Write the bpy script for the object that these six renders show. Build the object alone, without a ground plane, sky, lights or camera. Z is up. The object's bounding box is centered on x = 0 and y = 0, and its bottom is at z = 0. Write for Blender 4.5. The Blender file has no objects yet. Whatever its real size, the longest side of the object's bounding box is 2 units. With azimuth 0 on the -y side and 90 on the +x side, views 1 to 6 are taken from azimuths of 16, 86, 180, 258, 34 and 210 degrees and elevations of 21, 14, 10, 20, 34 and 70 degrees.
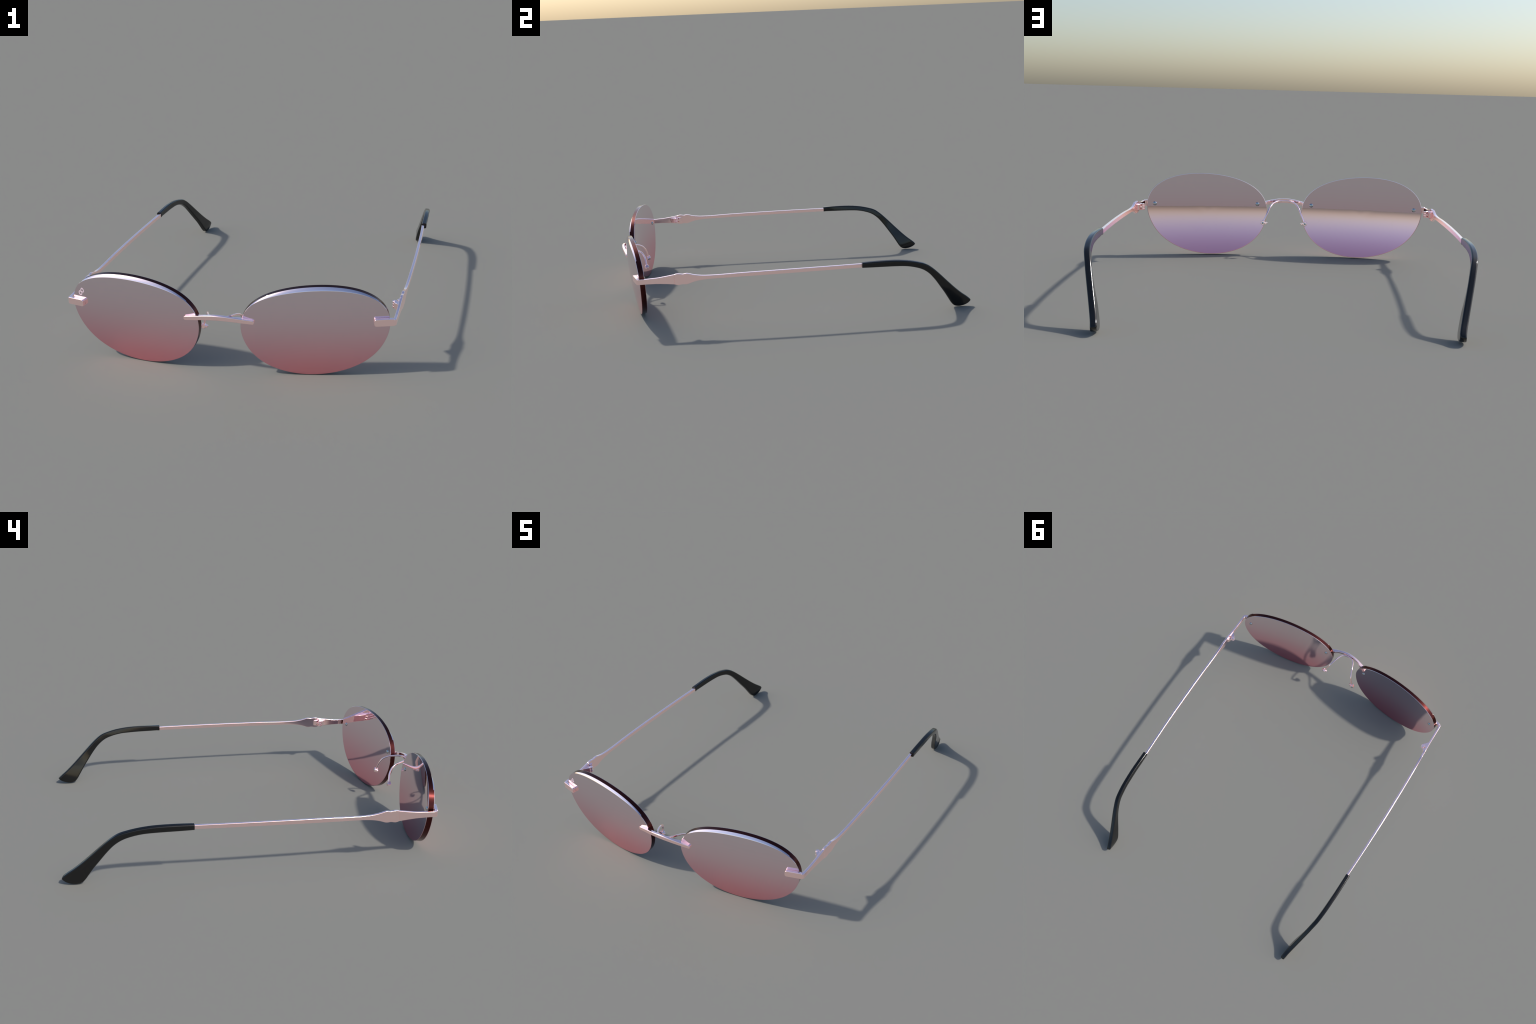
# Rimless oval sunglasses: rose-gold wire frame, mirrored gradient lenses, black ear tips.
import bpy, bmesh, math
from mathutils import Vector

# ----------------------------------------------------------------- materials
def new_mat(name):
    m = bpy.data.materials.new(name)
    m.use_nodes = True
    nt = m.node_tree
    return m, nt, nt.nodes["Principled BSDF"]

def ramp(nt, stops):
    r = nt.nodes.new("ShaderNodeValToRGB")
    e = r.color_ramp.elements
    while len(e) < len(stops):
        e.new(0.5)
    for el, (p, c) in zip(e, stops):
        el.position = p
        el.color = (*c, 1.0)
    return r

def grain(nt, bsdf, scale, lo, hi):
    """faint roughness variation"""
    tc = nt.nodes.new("ShaderNodeTexCoord")
    n = nt.nodes.new("ShaderNodeTexNoise")
    n.inputs["Scale"].default_value = scale
    mr = nt.nodes.new("ShaderNodeMapRange")
    mr.inputs["To Min"].default_value = lo
    mr.inputs["To Max"].default_value = hi
    nt.links.new(tc.outputs["Object"], n.inputs["Vector"])
    nt.links.new(n.outputs["Fac"], mr.inputs["Value"])
    nt.links.new(mr.outputs["Result"], bsdf.inputs["Roughness"])

def mat_gold():
    m, nt, b = new_mat("rose_gold_metal")
    b.inputs["Base Color"].default_value = (1.0, 0.76, 0.75, 1)
    b.inputs["Metallic"].default_value = 1.0
    grain(nt, b, 14.0, 0.10, 0.14)
    # second gloss lobe brightens the metal beyond full reflectance for its faint constant glow
    g = nt.nodes.new("ShaderNodeBsdfGlossy")
    g.inputs["Color"].default_value = (0.38, 0.235, 0.22, 1)
    g.inputs["Roughness"].default_value = 0.12
    a = nt.nodes.new("ShaderNodeAddShader")
    out = nt.nodes["Material Output"]
    nt.links.new(b.outputs[0], a.inputs[0])
    nt.links.new(g.outputs[0], a.inputs[1])
    nt.links.new(a.outputs[0], out.inputs["Surface"])
    return m

def mat_lens():
    m, nt, b = new_mat("gradient_mirror_lens")
    tc = nt.nodes.new("ShaderNodeTexCoord")
    sep = nt.nodes.new("ShaderNodeSeparateXYZ")
    mr = nt.nodes.new("ShaderNodeMapRange")
    mr.inputs["From Min"].default_value = 0.0
    mr.inputs["From Max"].default_value = 0.45
    r = ramp(nt, [(0.0, (0.90, 0.36, 0.43)), (0.25, (0.90, 0.46, 0.54)),
                  (0.55, (0.90, 0.68, 0.74)), (0.85, (0.92, 0.79, 0.84))])
    r.color_ramp.interpolation = 'B_SPLINE'
    nt.links.new(tc.outputs["Object"], sep.inputs[0])
    nt.links.new(sep.outputs["Z"], mr.inputs["Value"])
    nt.links.new(mr.outputs["Result"], r.inputs["Fac"])
    nt.links.new(r.outputs["Color"], b.inputs["Base Color"])
    b.inputs["Metallic"].default_value = 1.0
    b.inputs["Roughness"].default_value = 0.02
    return m

def mat_edge():
    m, nt, b = new_mat("dark_lens_edge")
    b.inputs["Base Color"].default_value = (0.085, 0.022, 0.021, 1)
    b.inputs["Metallic"].default_value = 1.0
    grain(nt, b, 20.0, 0.16, 0.20)
    return m

def mat_black():
    m, nt, b = new_mat("black_acetate")
    b.inputs["Base Color"].default_value = (0.006, 0.006, 0.006, 1)
    b.inputs["IOR"].default_value = 1.5
    grain(nt, b, 30.0, 0.10, 0.14)
    return m

def mat_steel():
    m, nt, b = new_mat("steel_screw")
    b.inputs["Base Color"].default_value = (0.56, 0.60, 0.60, 1)
    b.inputs["Metallic"].default_value = 1.0
    grain(nt, b, 60.0, 0.08, 0.12)
    return m

def mat_mark():
    m, nt, b = new_mat("pale_pink_print")
    b.inputs["Base Color"].default_value = (0.80, 0.62, 0.68, 1)
    b.inputs["Roughness"].default_value = 0.5
    return m

GOLD, LENS, EDGE, BLACK, STEEL, MARK = (mat_gold(), mat_lens(), mat_edge(),
                                        mat_black(), mat_steel(), mat_mark())

# ----------------------------------------------------------------- helpers
def finish(name, verts, faces, mats, mirror, parent, slots=None, angle=30.0, weighted=False):
    """make a smooth-shaded object; mirror=True builds the x-flipped twin"""
    if mirror:
        verts = [(-v[0], v[1], v[2]) for v in verts]
        faces = [tuple(reversed(f)) for f in faces]
    me = bpy.data.meshes.new(name)
    me.from_pydata([tuple(v) for v in verts], [], faces)
    for m in mats:
        me.materials.append(m)
    if slots:
        me.polygons.foreach_set("material_index", slots)
    bm = bmesh.new()
    bm.from_mesh(me)
    bmesh.ops.remove_doubles(bm, verts=bm.verts, dist=1e-6)
    bmesh.ops.recalc_face_normals(bm, faces=bm.faces)
    bm.to_mesh(me)
    bm.free()
    me.shade_smooth()
    if angle:
        me.set_sharp_from_angle(angle=math.radians(angle))
    if slots:
        # crisp border wherever the material changes
        seen = {}
        for p in me.polygons:
            for ek in p.edge_keys:
                seen.setdefault(ek, set()).add(p.material_index)
        for e in me.edges:
            if len(seen.get(e.key, ())) > 1:
                e.use_edge_sharp = True
    ob = bpy.data.objects.new(name, me)
    bpy.context.scene.collection.objects.link(ob)
    ob.parent = parent
    if weighted:
        w = ob.modifiers.new("weighted", 'WEIGHTED_NORMAL')
        w.keep_sharp = True
        w.weight = 100
    return ob

def catmull(P, per):
    """points on a Catmull-Rom curve through P (tuples of any length)"""
    out = []
    n = len(P)
    for i in range(n - 1):
        a = P[i - 1] if i else [2 * x - y for x, y in zip(P[0], P[1])]
        b, c = P[i], P[i + 1]
        d = P[i + 2] if i + 2 < n else [2 * x - y for x, y in zip(P[-1], P[-2])]
        for k in range(per):
            u = k / per
            out.append([0.5 * (2 * q + (r - p) * u + (2 * p - 5 * q + 4 * r - s) * u * u
                               + (3 * q - p - 3 * r + s) * u ** 3)
                        for p, q, r, s in zip(a, b, c, d)])
    out.append(list(P[-1]))
    return out

def lerp_table(t, tab):
    for (x0, y0), (x1, y1) in zip(tab, tab[1:]):
        if t <= x1:
            f = max(0.0, (t - x0) / (x1 - x0))
            return y0 + (y1 - y0) * f
    return tab[-1][1]

def rrect(w, h, r, seg=4, r_in=None):
    """rounded rectangle outline, half sizes w (side) and h (up); r_in = other radius on the -side corners"""
    lim = min(w, h) * 0.98
    r = min(r, lim)
    q = r if r_in is None else min(r_in, lim)
    pts = []
    for sx, sy, a0, c in ((1, 1, 0, r), (-1, 1, 90, q), (-1, -1, 180, q), (1, -1, 270, r)):
        for k in range(seg + 1):
            a = math.radians(a0 + 90 * k / seg)
            pts.append((sx * (w - c) + c * math.cos(a), sy * (h - c) + c * math.sin(a)))
    return pts

def loft(rings, cap0=True, cap1=True):
    n = len(rings[0])
    verts = [v for r in rings for v in r]
    faces = []
    for i in range(len(rings) - 1):
        for j in range(n):
            k = (j + 1) % n
            faces.append((i * n + j, i * n + k, (i + 1) * n + k, (i + 1) * n + j))
    if cap0:
        faces.append(tuple(reversed(range(n))))
    if cap1:
        faces.append(tuple(range((len(rings) - 1) * n, len(rings) * n)))
    return verts, faces

def ring(c, side, up, outline):
    return [c + side * u + up * v for u, v in outline]

def prism(poly, z0, z1, bev=0.0015):
    """plan polygon extruded in z with a small chamfer"""
    cx = sum(p[0] for p in poly) / len(poly)
    cy = sum(p[1] for p in poly) / len(poly)
    def lay(z, s):
        out = []
        for x, y in poly:
            d = Vector((cx - x, cy - y))
            d = d.normalized() * s
            out.append(Vector((x + d.x, y + d.y, z)))
        return out
    return loft([lay(z0, bev), lay(z0 + bev, 0), lay(z1 - bev, 0), lay(z1, bev)])

def add(a, b):
    """merge two (verts, faces) lists"""
    o = len(a[0])
    return list(a[0]) + list(b[0]), list(a[1]) + [tuple(i + o for i in f) for f in b[1]]

def tube_z(cx, cy, z0, z1, r, seg=28, bev=0.0012):
    def lay(z, rr):
        return [Vector((cx + rr * math.cos(2 * math.pi * k / seg), cy + rr * math.sin(2 * math.pi * k / seg), z)) for k in range(seg)]
    return loft([lay(z0, r - bev), lay(z0 + bev, r), lay(z1 - bev, r), lay(z1, r - bev)])

# ----------------------------------------------------------------- root
root = bpy.data.objects.new("sunglasses", None)
bpy.context.scene.collection.objects.link(root)
root["label"] = "rimless oval sunglasses with rose gold frame and pink mirrored lenses"
root["category"] = "sunglasses"

# ----------------------------------------------------------------- lens
# local frame of the +x lens: a = across, b = up, n = forward; turned by YAW, leaning by TILT
LC = (0.43040, -0.90023, 0.23047)
YAW, TILT = 0.14860, -0.08608
KA, KB, THICK, GROW = 0.21224, 0.36000, 0.03117, 1.0020
RX, RZ = 0.33374, 0.22640
HARM = [(0.00600, 0.03546), (-0.00094, 0.02892), (-0.01208, -0.00228), (-0.00162, 0.00233), (-0.00130, -0.00085)]

def lens_world(a, b, n):
    b2 = b * math.cos(TILT) + n * math.sin(TILT)
    n2 = -b * math.sin(TILT) + n * math.cos(TILT)
    return Vector((LC[0] + a * math.cos(YAW) + n2 * math.sin(YAW),
                   LC[1] + a * math.sin(YAW) - n2 * math.cos(YAW), LC[2] + b2))

def lens_outline(t):
    f = 1 + sum(c * math.cos((i + 2) * t) + s * math.sin((i + 2) * t) for i, (c, s) in enumerate(HARM))
    return RX * f * math.cos(t), RZ * f * math.sin(t)

def dome(a, b):
    return -KA * a * a - KB * b * b

def lens_normal_in(t):
    """inward unit normal of the outline in the (a, b) plane"""
    a0, b0 = lens_outline(t - 1e-3)
    a1, b1 = lens_outline(t + 1e-3)
    d = Vector((a1 - a0, b1 - b0)).normalized()
    return -d.y, d.x

N_ANG = 400
BEV = 0.0018
OUT = 0.0016                         # outline runs this far past the face edge
CH_A0, CH_A1 = -0.283, 0.288        # ends of the bright brow facet

def build_lens(mirror):
    cols = []
    for j in range(N_ANG):
        t = 2 * math.pi * j / N_ANG
        a, b = lens_outline(t)
        ia, ib = lens_normal_in(t)
        out = OUT * (1 - 0.5 * max(0.0, -math.sin(t)))
        fa, fb = (a - ia * out) * GROW, (b - ib * out) * GROW
        more = out + 0.0010 * max(0.0, math.sin(t)) ** 2
        a, b = a - ia * more, b - ib * more
        if b > 0 and CH_A0 < fa < CH_A1:
            u = (fa - CH_A0) / (CH_A1 - CH_A0) * 2 - 1
            gap = 0.0012 + 0.0138 * max(0.0, 1 - abs(u) ** 2.4)
            dep = 0.0060 + 0.0028 * (1 - u * u)
            nst = 9
            edge = [(gap * (1 - k / nst), dep * (k / nst) ** 1.35) for k in range(nst + 1)]
        else:
            gap, dep, nst = BEV, BEV, 9
            edge = [(gap * (1 - math.sin(k / nst * math.pi / 2)), dep * (1 - math.cos(k / nst * math.pi / 2))) for k in range(nst + 1)]
        col, kind = [], []
        ga, gb = fa + ia * gap, fb + ib * gap
        # front face, centre outwards
        for s in (0.15, 0.3, 0.45, 0.6, 0.72, 0.82, 0.9, 0.95, 0.98, 0.994):
            x, y = ga * s, gb * s
            col.append(lens_world(x, y, THICK + dome(x, y)))
            kind.append(0)
        for g, d in edge:
            x, y = fa + ia * g, fb + ib * g
            col.append(lens_world(x, y, THICK + dome(x, y) - d))
            kind.append(0)
        kind[-1] = 1
        # dark edge band, then small back bevel
        col.append(lens_world(a, b, dome(a, b) + BEV))
        kind.append(0)
        for k in (1, 2, 3):
            w = k / 3 * math.pi / 2
            x, y = a + ia * BEV * (1 - math.cos(w)), b + ib * BEV * (1 - math.cos(w))
            col.append(lens_world(x, y, dome(x, y) + BEV * (1 - math.sin(w))))
            kind.append(0)
        ba, bb = a + ia * BEV, b + ib * BEV
        for s in (0.994, 0.98, 0.95, 0.9, 0.82, 0.72, 0.6, 0.45, 0.3, 0.15):
            x, y = ba * s, bb * s
            col.append(lens_world(x, y, dome(x, y)))
            kind.append(0)
        cols.append(col)
    m = len(cols[0])
    verts = [v for c in cols for v in c]
    cf, cb = len(verts), len(verts) + 1
    verts += [lens_world(0, 0, THICK), lens_world(0, 0, 0)]
    faces, slots = [], []
    for j in range(N_ANG):
        k = (j + 1) % N_ANG
        for i in range(m - 1):
            faces.append((j * m + i, j * m + i + 1, k * m + i + 1, k * m + i))
            slots.append(kind[i])
        faces.append((cf, j * m, k * m)); slots.append(0)
        faces.append((cb, k * m + m - 1, j * m + m - 1)); slots.append(0)
    return finish("lens", verts, faces, [LENS, EDGE], mirror, root, slots, angle=28)

def lens_local_of(x, z, off):
    """(a, b) of the lens point seen at world x, z"""
    a, b = x - LC[0], z - LC[2]
    for _ in range(40):
        p = lens_world(a, b, off + dome(a, b))
        a += x - p.x
        b += z - p.z
    return a, b

def build_screw(x, z, lens, mirror):
    """polished dome on the back of the lens"""
    a, b = lens_local_of(x, z, 0)
    seg, rings = 24, []
    R, H = 0.0115, 0.0080
    for k in range(7):
        w = k / 6 * math.pi / 2 * 0.96
        rr, hh = R * math.cos(w), H * math.sin(w)
        rings.append([lens_world(a + rr * math.cos(q), b + rr * math.sin(q), dome(a, b) + 0.001 - hh)
                      for q in (2 * math.pi * s / seg for s in range(seg))])
    v, f = loft(rings)
    return finish("screw", v, f, [STEEL], mirror, lens, angle=0)

def build_mark(lens):
    """small looped S print on the outer upper corner of one lens"""
    pts = [(0.2830, 0.1105), (0.2838, 0.1160), (0.2785, 0.1212), (0.2718, 0.1185), (0.2682, 0.1110),
           (0.2705, 0.1046), (0.2767, 0.1022), (0.2833, 0.1042), (0.2898, 0.1058), (0.2949, 0.1034),
           (0.2966, 0.0966), (0.2943, 0.0905), (0.2892, 0.0872), (0.2836, 0.0890), (0.2805, 0.0940), (0.2812, 0.0985)]
    c = catmull(pts, 6)
    rings = []
    for i, (a, b) in enumerate(c):
        p, q = c[max(0, i - 1)], c[min(len(c) - 1, i + 1)]
        d = Vector((q[0] - p[0], q[1] - p[1])).normalized()
        na, nb = -d.y * 0.0025, d.x * 0.0025
        n = THICK + dome(a, b)
        rings.append([lens_world(a + na, b + nb, n - 0.001), lens_world(a + na, b + nb, n + 0.0006),
                      lens_world(a - na, b - nb, n + 0.0006), lens_world(a - na, b - nb, n - 0.001)])
    v, f = loft(rings)
    return finish("printed_emblem", v, f, [MARK], True, lens)

# ----------------------------------------------------------------- bridge and pad arms
def bridge_front(x):
    return -1.0000 + 1.80 * x * x - 25.0 * x ** 4

def bridge_mid_z(x):
    return 0.2990 - 1.46 * x * x + 22.0 * x ** 4

def lens_front_y(x):
    """front surface of the lens at bridge height, near its inner end"""
    return -0.9573 - 0.064 * (0.163 - x)

def build_bridge():
    rings = []
    half = 0.167
    n = 72
    for i in range(n + 1):
        x = -half * math.cos(math.pi * i / n)          # stations crowd towards the rounded ends
        yf = bridge_front(x)
        d = 2 * 1.80 * x - 4 * 25.0 * x ** 3
        tan = Vector((1, d, 0)).normalized()
        side = Vector((tan.y, -tan.x, 0))              # forward
        e = half - abs(x)
        mid = max(0.0, 1 - abs(x) / 0.13)
        hh = 0.0100 + 0.0027 * mid ** 0.8
        if e < 0.008:
            hh -= 0.008 - math.sqrt(max(0.0, 0.008 ** 2 - (0.008 - e) ** 2))
        hh = max(hh, 0.0022)
        k = min(1.0, max(0.0, (abs(x) - 0.080) / 0.030))
        k = k * k * (3 - 2 * k)
        t = 0.0160 * (1 - k) + (lens_front_y(abs(x)) - yf + 0.0006) * k
        c = Vector((x, yf, bridge_mid_z(x))) - side * (t / 2)
        rings.append(ring(c, side, Vector((0, 0, 1)), rrect(t / 2, hh, 0.0032 + 0.0026 * mid, 5, 0.0030)))
    v, f = loft(rings)
    return finish("bridge", v, f, [GOLD], False, root, weighted=True)

ARM = [(0.0, -0.9800, 0.2950), (0.020, -0.9783, 0.2945), (0.036, -0.9720, 0.2940), (0.048, -0.957, 0.2930),
       (0.057, -0.939, 0.2905), (0.065, -0.919, 0.2870), (0.0725, -0.898, 0.2800), (0.0825, -0.876, 0.2650),
       (0.0935, -0.8605, 0.2385), (0.1035, -0.855, 0.2150), (0.1115, -0.8525, 0.1960)]

def build_pad_arm(parent):
    half = catmull(ARM, 8)
    path = [Vector((-p[0], p[1], p[2])) for p in reversed(half[1:])] + [Vector(p) for p in half]
    rings = []
    n = len(path)
    prev = None
    for i, p in enumerate(path):
        t = (path[min(n - 1, i + 1)] - path[max(0, i - 1)]).normalized()
        # flat side keeps facing outward from the nose and up
        ref = Vector((0, 0, 1)) if abs(p.x) < 0.03 else Vector((0, 0.55, 0.85))
        if prev is not None:
            ref = (prev * 0.8 + ref * 0.2)
        side = t.cross(ref).normalized()
        up = side.cross(t).normalized()
        prev = up
        k = min(1.0, max(0.0, (abs(p.x) - 0.025) / 0.03))
        rings.append(ring(p, side, up, rrect(0.0038 + 0.0006 * k, 0.0066 - 0.0018 * k, 0.0030)))
    v, f = loft(rings)
    return finish("nose_pad_arm", v, f, [GOLD], False, parent, weighted=True)

def build_pad_holder(parent, mirror):
    """little diamond-turned box with a screw, where the nose pad would clip on"""
    c = Vector((0.1155, -0.8505, 0.1870))
    ax = Vector((0.18, 0.95, 0.10)).normalized()          # screw axis, backwards
    s = ax.cross(Vector((0, 0, 1))).normalized()
    u = s.cross(ax)
    r45 = [((s * math.cos(q) + u * math.sin(q)), (u * math.cos(q) - s * math.sin(q))) for q in (math.radians(40),)][0]
    def box(cen, hw, hh, d0, d1, rad):
        o = rrect(hw, hh, rad)
        oi = rrect(hw - 0.0015, hh - 0.0015, rad)
        return loft([ring(cen + ax * d0, r45[0], r45[1], oi), ring(cen + ax * (d0 + 0.0015), r45[0], r45[1], o),
                     ring(cen + ax * (d1 - 0.0015), r45[0], r45[1], o), ring(cen + ax * d1, r45[0], r45[1], oi)])
    g = box(c, 0.0105, 0.0105, -0.0105, 0.0105, 0.003)
    # small tab towards the nose
    tab = box(c - s * 0.0 + Vector((-0.0165, -0.002, -0.002)), 0.0048, 0.0075, -0.0055, 0.0055, 0.002)
    g = add(g, tab)
    ob = finish("pad_holder", g[0], g[1], [GOLD], mirror, parent, weighted=True)
    rings = []
    for k in range(5):
        w = k / 4 * math.pi / 2 * 0.95
        rings.append([c + ax * (0.0095 + 0.0040 * math.sin(w)) + s * (0.0062 * math.cos(w) * math.cos(q)) + u * (0.0062 * math.cos(w) * math.sin(q))
                      for q in (2 * math.pi * i / 16 for i in range(16))])
    v, f = loft(rings)
    finish("screw", v, f, [STEEL], mirror, parent, angle=0)
    return ob

# ----------------------------------------------------------------- end piece (lens plate + bend + hinge leaf)
TOP = [(-0.90, 0.2950), (-0.87, 0.2937), (-0.82, 0.2938), (-0.76, 0.2972), (-0.71, 0.3042), (-0.6695, 0.3106)]
BOT = [(-0.90, 0.2636), (-0.87, 0.2637), (-0.82, 0.2645), (-0.76, 0.2635), (-0.71, 0.2595), (-0.6695, 0.2555)]

def outer_x(y):
    return 0.7982 - 0.018 * y - 0.0333 * y * y

def build_end_piece(mirror):
    # plan path of the OUTER face: along the lens, round the bend, back to the hinge seam
    dirp = Vector((math.cos(0.27), math.sin(0.27), 0))
    p_in = Vector((0.7005, -0.8985, 0))
    corner = Vector((0.7935, -0.8985 + 0.093 * math.tan(0.27), 0))
    back = Vector((outer_x(-0.6695), -0.6695, 0))
    d2 = (back - corner).normalized()
    R = 0.018
    cut = R * math.tan(math.acos(dirp.dot(d2)) / 2)
    path = []
    L1 = (corner - p_in).length - cut
    for s in (0, 0.0008, 0.002, 0.004, 0.0065, 0.010, 0.03, 0.055, L1):
        path.append((p_in + dirp * s, dirp, s))
    n0 = Vector((-dirp.y, dirp.x, 0))
    cen = corner - dirp * cut + n0 * R
    a0 = math.atan2(-n0.y, -n0.x)
    ang = math.acos(dirp.dot(d2))
    for k in range(1, 9):
        w = a0 + ang * k / 8
        path.append((cen + Vector((math.cos(w), math.sin(w), 0)) * R, Vector((-math.sin(w), math.cos(w), 0)), L1 + k))
    st = corner + d2 * cut
    for k in range(1, 15):
        q = st + (back - st) * (k / 14)
        q.x = q.x + (outer_x(q.y) - q.x) * (k / 14) ** 2
        path.append((q, d2, 99))
    rings = []
    for p, t, s in path:
        inn = Vector((-t.y, t.x, 0))
        on_plate = p.y < -0.875 and t.y < 0.5
        if on_plate:
            zt, zb = 0.2978, 0.2632
        else:
            zt, zb = lerp_table(p.y, TOP), lerp_table(p.y, BOT)
        th = 0.0185 if s < 0.075 else (0.016 if s < 99 else lerp_table(p.y, [(-0.9, 0.0155), (-0.84, 0.0135), (-0.76, 0.0125), (-0.66, 0.0125)]))
        hh = (zt - zb) / 2
        if s < 0.0099:
            r = 0.010
            hh -= r - math.sqrt(max(0, r * r - (r - s) ** 2))
        c = Vector((p.x, p.y, (zt + zb) / 2)) + inn * th / 2
        rings.append(ring(c, -inn, Vector((0, 0, 1)), rrect(th / 2, hh, 0.0026, 4, 0.0042 if s < 0.075 else 0.0026)))
    rings[-1] = [Vector((p.x, p.y - 0.0007, p.z)) for p in rings[-1]]
    cen = sum(rings[-1], Vector()) / len(rings[-1])
    rings.append([Vector((p.x + (0.0008 if p.x < cen.x else -0.0008), -0.66925, p.z + (0.0007 if p.z < cen.z else -0.0007))) for p in rings[-1]])
    g = loft(rings)
    ob = finish("end_piece", g[0], g[1], [GOLD], mirror, root, weighted=True)
    # hinge leaf with its two knuckles
    kx, ky, kr, z0, z1 = 0.7615, -0.6770, 0.0118, 0.2645, 0.2975
    wedge = prism([(0.7855, -0.723), (0.7785, -0.7150), (0.7675, -0.7015), (0.7580, -0.6915), (0.7600, -0.6772), (0.7855, -0.6765)], z0 + 0.0005, z1 - 0.0005)
    h = (z1 - z0) / 3
    g = add(wedge, tube_z(kx, ky, z0, z0 + h - 0.0008, kr))
    g = add(g, tube_z(kx, ky, z1 - h + 0.0008, z1, kr))
    g = add(g, tube_z(kx, ky, z0 - 0.001, z1 + 0.0012, 0.0055, seg=16))
    finish("hinge_leaf", g[0], g[1], [GOLD], mirror, ob, weighted=True)
    return ob

# ----------------------------------------------------------------- temple arm
T_TOP = [(-0.6685, 0.3108), (-0.660, 0.3134), (-0.650, 0.3148), (-0.640, 0.3144), (-0.630, 0.3125), (-0.6215, 0.3116), (-0.612, 0.3130),
         (-0.602, 0.3145), (-0.592, 0.3135), (-0.575, 0.3088), (-0.55, 0.3030), (-0.52, 0.2992), (-0.49, 0.2976), (-0.45, 0.2972), (-0.40, 0.2980),
         (-0.3, 0.3008), (-0.1, 0.3034), (0.1, 0.3052), (0.3, 0.3066), (0.385, 0.3072)]
T_BOT = [(-0.6685, 0.2555), (-0.660, 0.2522), (-0.650, 0.2508), (-0.640, 0.2516), (-0.630, 0.2540), (-0.6215, 0.2545), (-0.612, 0.2532),
         (-0.602, 0.2530), (-0.592, 0.2553), (-0.575, 0.2614), (-0.55, 0.2684), (-0.52, 0.2731), (-0.49, 0.2757), (-0.45, 0.2772), (-0.40, 0.2780),
         (-0.3, 0.2791), (-0.1, 0.2814), (0.1, 0.2836), (0.3, 0.2855), (0.385, 0.2862)]

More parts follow.
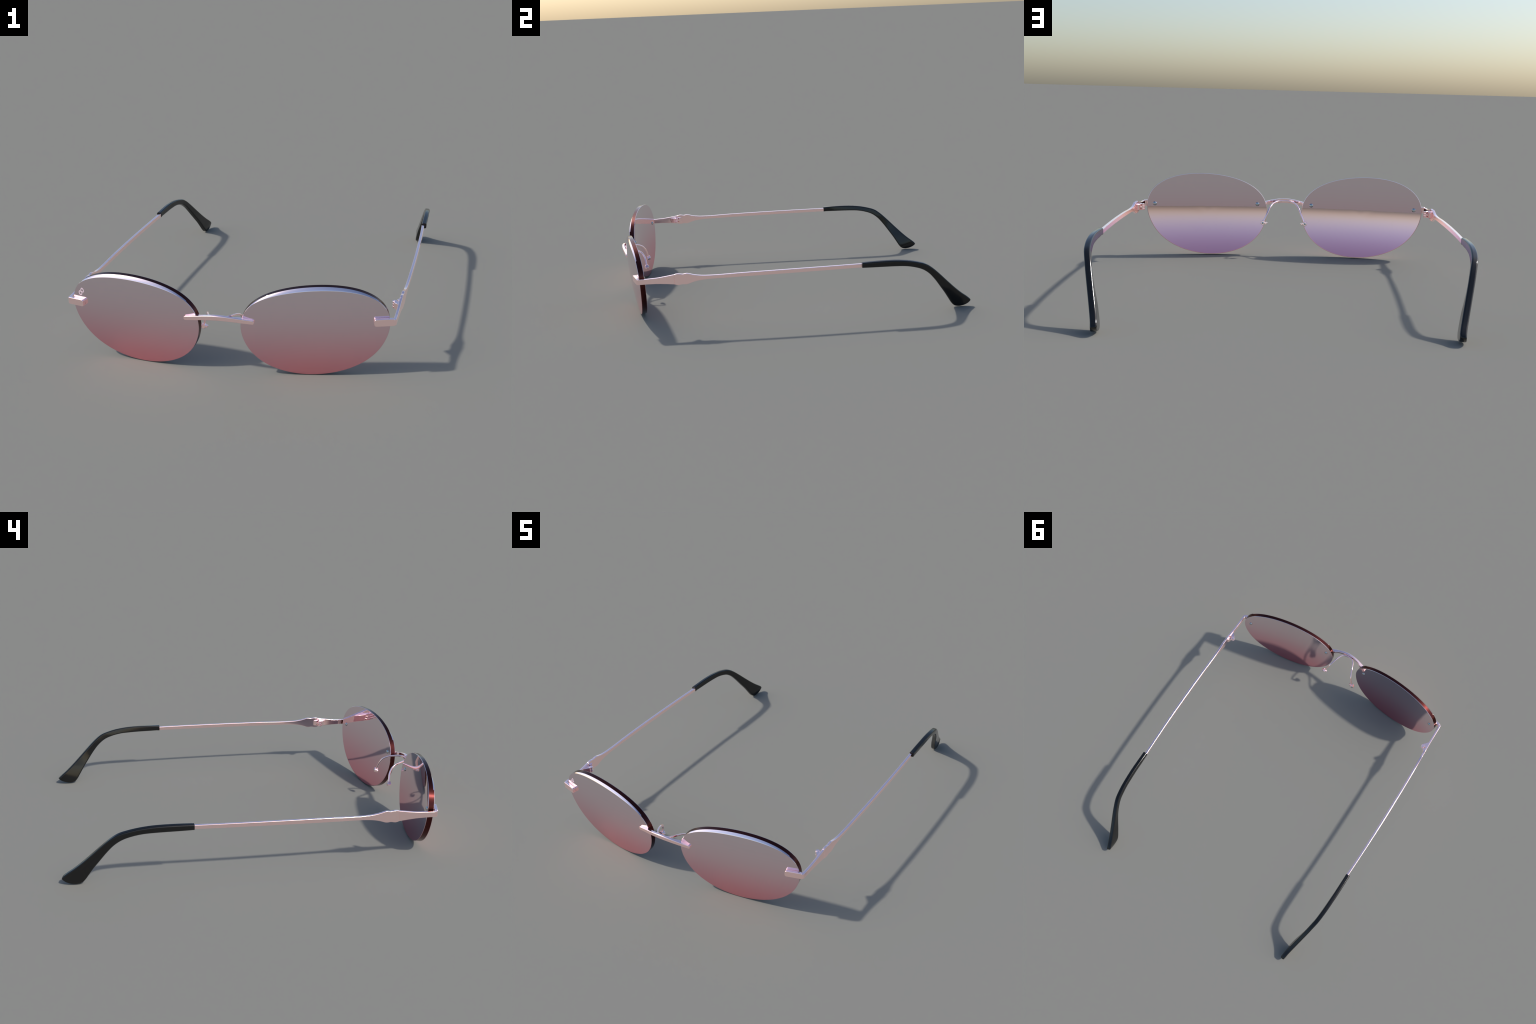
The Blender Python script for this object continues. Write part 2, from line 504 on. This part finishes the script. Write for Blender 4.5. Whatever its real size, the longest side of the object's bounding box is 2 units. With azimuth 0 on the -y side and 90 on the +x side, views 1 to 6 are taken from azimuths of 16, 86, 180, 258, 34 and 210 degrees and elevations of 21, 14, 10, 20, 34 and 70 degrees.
def build_temple(mirror):
    rings = []
    tab = catmull([(a, b, d) for (a, b), (_, d) in zip(T_TOP, T_BOT)], 6)
    for y, zt, zb in tab:
        th = lerp_table(y, [(-0.67, 0.0130), (-0.55, 0.0138), (0.25, 0.0138), (0.35, 0.0146), (0.39, 0.0146)])
        c = Vector((outer_x(y) - th / 2, y, (zt + zb) / 2))
        slope = -0.018 - 0.0666 * y
        side = Vector((1, -slope, 0)).normalized()
        rings.append(ring(c, side, Vector((0, 0, 1)), rrect(th / 2, (zt - zb) / 2, 0.0026)))
    cen = sum(rings[0], Vector()) / len(rings[0])
    rings.insert(0, [Vector((p.x + (0.0008 if p.x < cen.x else -0.0008), -0.66915, p.z + (0.0007 if p.z < cen.z else -0.0007))) for p in rings[0]])
    v, f = loft(rings)
    ob = finish("temple", v, f, [GOLD], mirror, root, weighted=True)
    z0, z1 = 0.2645, 0.2975
    g = prism([(0.7855, -0.6720), (0.7755, -0.6655), (0.7700, -0.6560), (0.7785, -0.6430), (0.7855, -0.6370)], z0 + 0.0005, z1 - 0.0005)
    h = (z1 - z0) / 3
    mid = tube_z(0.7615, -0.6770, z0 + h, z1 - h, 0.0116)
    tongue = prism([(0.7760, -0.6700), (0.7640, -0.6850), (0.7590, -0.6700), (0.7700, -0.6560)], z0 + h, z1 - h, 0.001)
    g = add(add(g, mid), tongue)
    finish("hinge_leaf", g[0], g[1], [GOLD], mirror, ob, weighted=True)
    # black ear tip: ridge (upper) and belly (lower) curves of the curved sleeve
    UP = [(0.7850, 0.3640, 0.3142), (0.7850, 0.430, 0.3160), (0.7840, 0.500, 0.3165), (0.7815, 0.565, 0.3140), (0.7780, 0.630, 0.3060),
          (0.7725, 0.685, 0.2935), (0.7660, 0.7265, 0.2790), (0.7555, 0.766, 0.2510), (0.7430, 0.808, 0.2121), (0.7270, 0.860, 0.1600),
          (0.7125, 0.9065, 0.1149), (0.7010, 0.944, 0.0820), (0.6930, 0.972, 0.0605), (0.6897, 0.985, 0.0500), (0.6882, 0.9915, 0.0442), (0.6872, 0.9958, 0.0395), (0.6868, 0.9982, 0.0355), (0.6866, 0.9988, 0.0328), (0.6866, 0.9978, 0.0305)]
    LO = [(0.7840, 0.3640, 0.2844), (0.7810, 0.430, 0.2833), (0.7790, 0.495, 0.2826), (0.7760, 0.555, 0.2810), (0.7730, 0.610, 0.2772),
          (0.7690, 0.660, 0.2668), (0.7640, 0.704, 0.2505), (0.7550, 0.743, 0.2225), (0.7445, 0.779, 0.1820), (0.7280, 0.815, 0.1320),
          (0.7130, 0.845, 0.0890), (0.7035, 0.868, 0.0525), (0.6970, 0.886, 0.0245), (0.6940, 0.903, 0.0080), (0.6930, 0.926, 0.0024), (0.6922, 0.952, 0.0050), (0.6910, 0.973, 0.0120), (0.6890, 0.9885, 0.0212), (0.6870, 0.9955, 0.0275)]
    pu, pl = catmull(UP, 6), catmull(LO, 6)
    n = len(pu)
    mids = [(Vector(a) + Vector(b)) / 2 for a, b in zip(pu, pl)]
    rings = []
    for i in range(n):
        a, b = Vector(pu[i]), Vector(pl[i])
        up = (a - b).normalized()
        tan = mids[min(n - 1, i + 1)] - mids[max(0, i - 1)]
        # heading stays in the blade plane
        turn = lerp_table(a.y, [(0.36, 0.0), (0.6, 0.06), (0.72, 0.15), (0.82, 0.27), (1.0, 0.30)])
        side = Vector((math.cos(turn), math.sin(turn), 0))
        side = (side - up * side.dot(up)).normalized()
        hw = 0.0134
        if i > n - 27:
            q = (i - (n - 27)) / 26
            hw *= math.sqrt(max(0.05, 1 - 0.80 * q ** 3))
        rings.append(ring(mids[i], side, up, rrect(hw, (a - b).length / 2, 0.0075, 5)))
    first = rings[0]
    c0 = mids[0]
    rim = [c0 + (p - c0) * 0.93 - Vector((0, 0.0012, 0)) for p in first]
    bar = Vector((outer_x(0.364) - 0.0073, 0.3628, 0.2967))      # opening follows the metal arm
    inn = ring(bar, Vector((1, 0, 0)), Vector((0, 0, 1)), rrect(0.0086, 0.0120, 0.003, 5))
    deep = [p + Vector((0, 0.012, 0)) for p in inn]
    v, f = loft([deep, inn, rim] + rings)
    tip = finish("ear_tip", v, f, [BLACK], mirror, ob, angle=40, weighted=True)
    return ob

# ----------------------------------------------------------------- assemble
bridge = build_bridge()
build_pad_arm(bridge)
for mirror in (False, True):
    lens = build_lens(mirror)
    build_screw(0.719, 0.2817, lens, mirror)
    build_screw(0.1515, 0.2824, lens, mirror)
    build_pad_holder(bridge, mirror)
    build_end_piece(mirror)
    build_temple(mirror)
    if mirror:
        build_mark(lens)
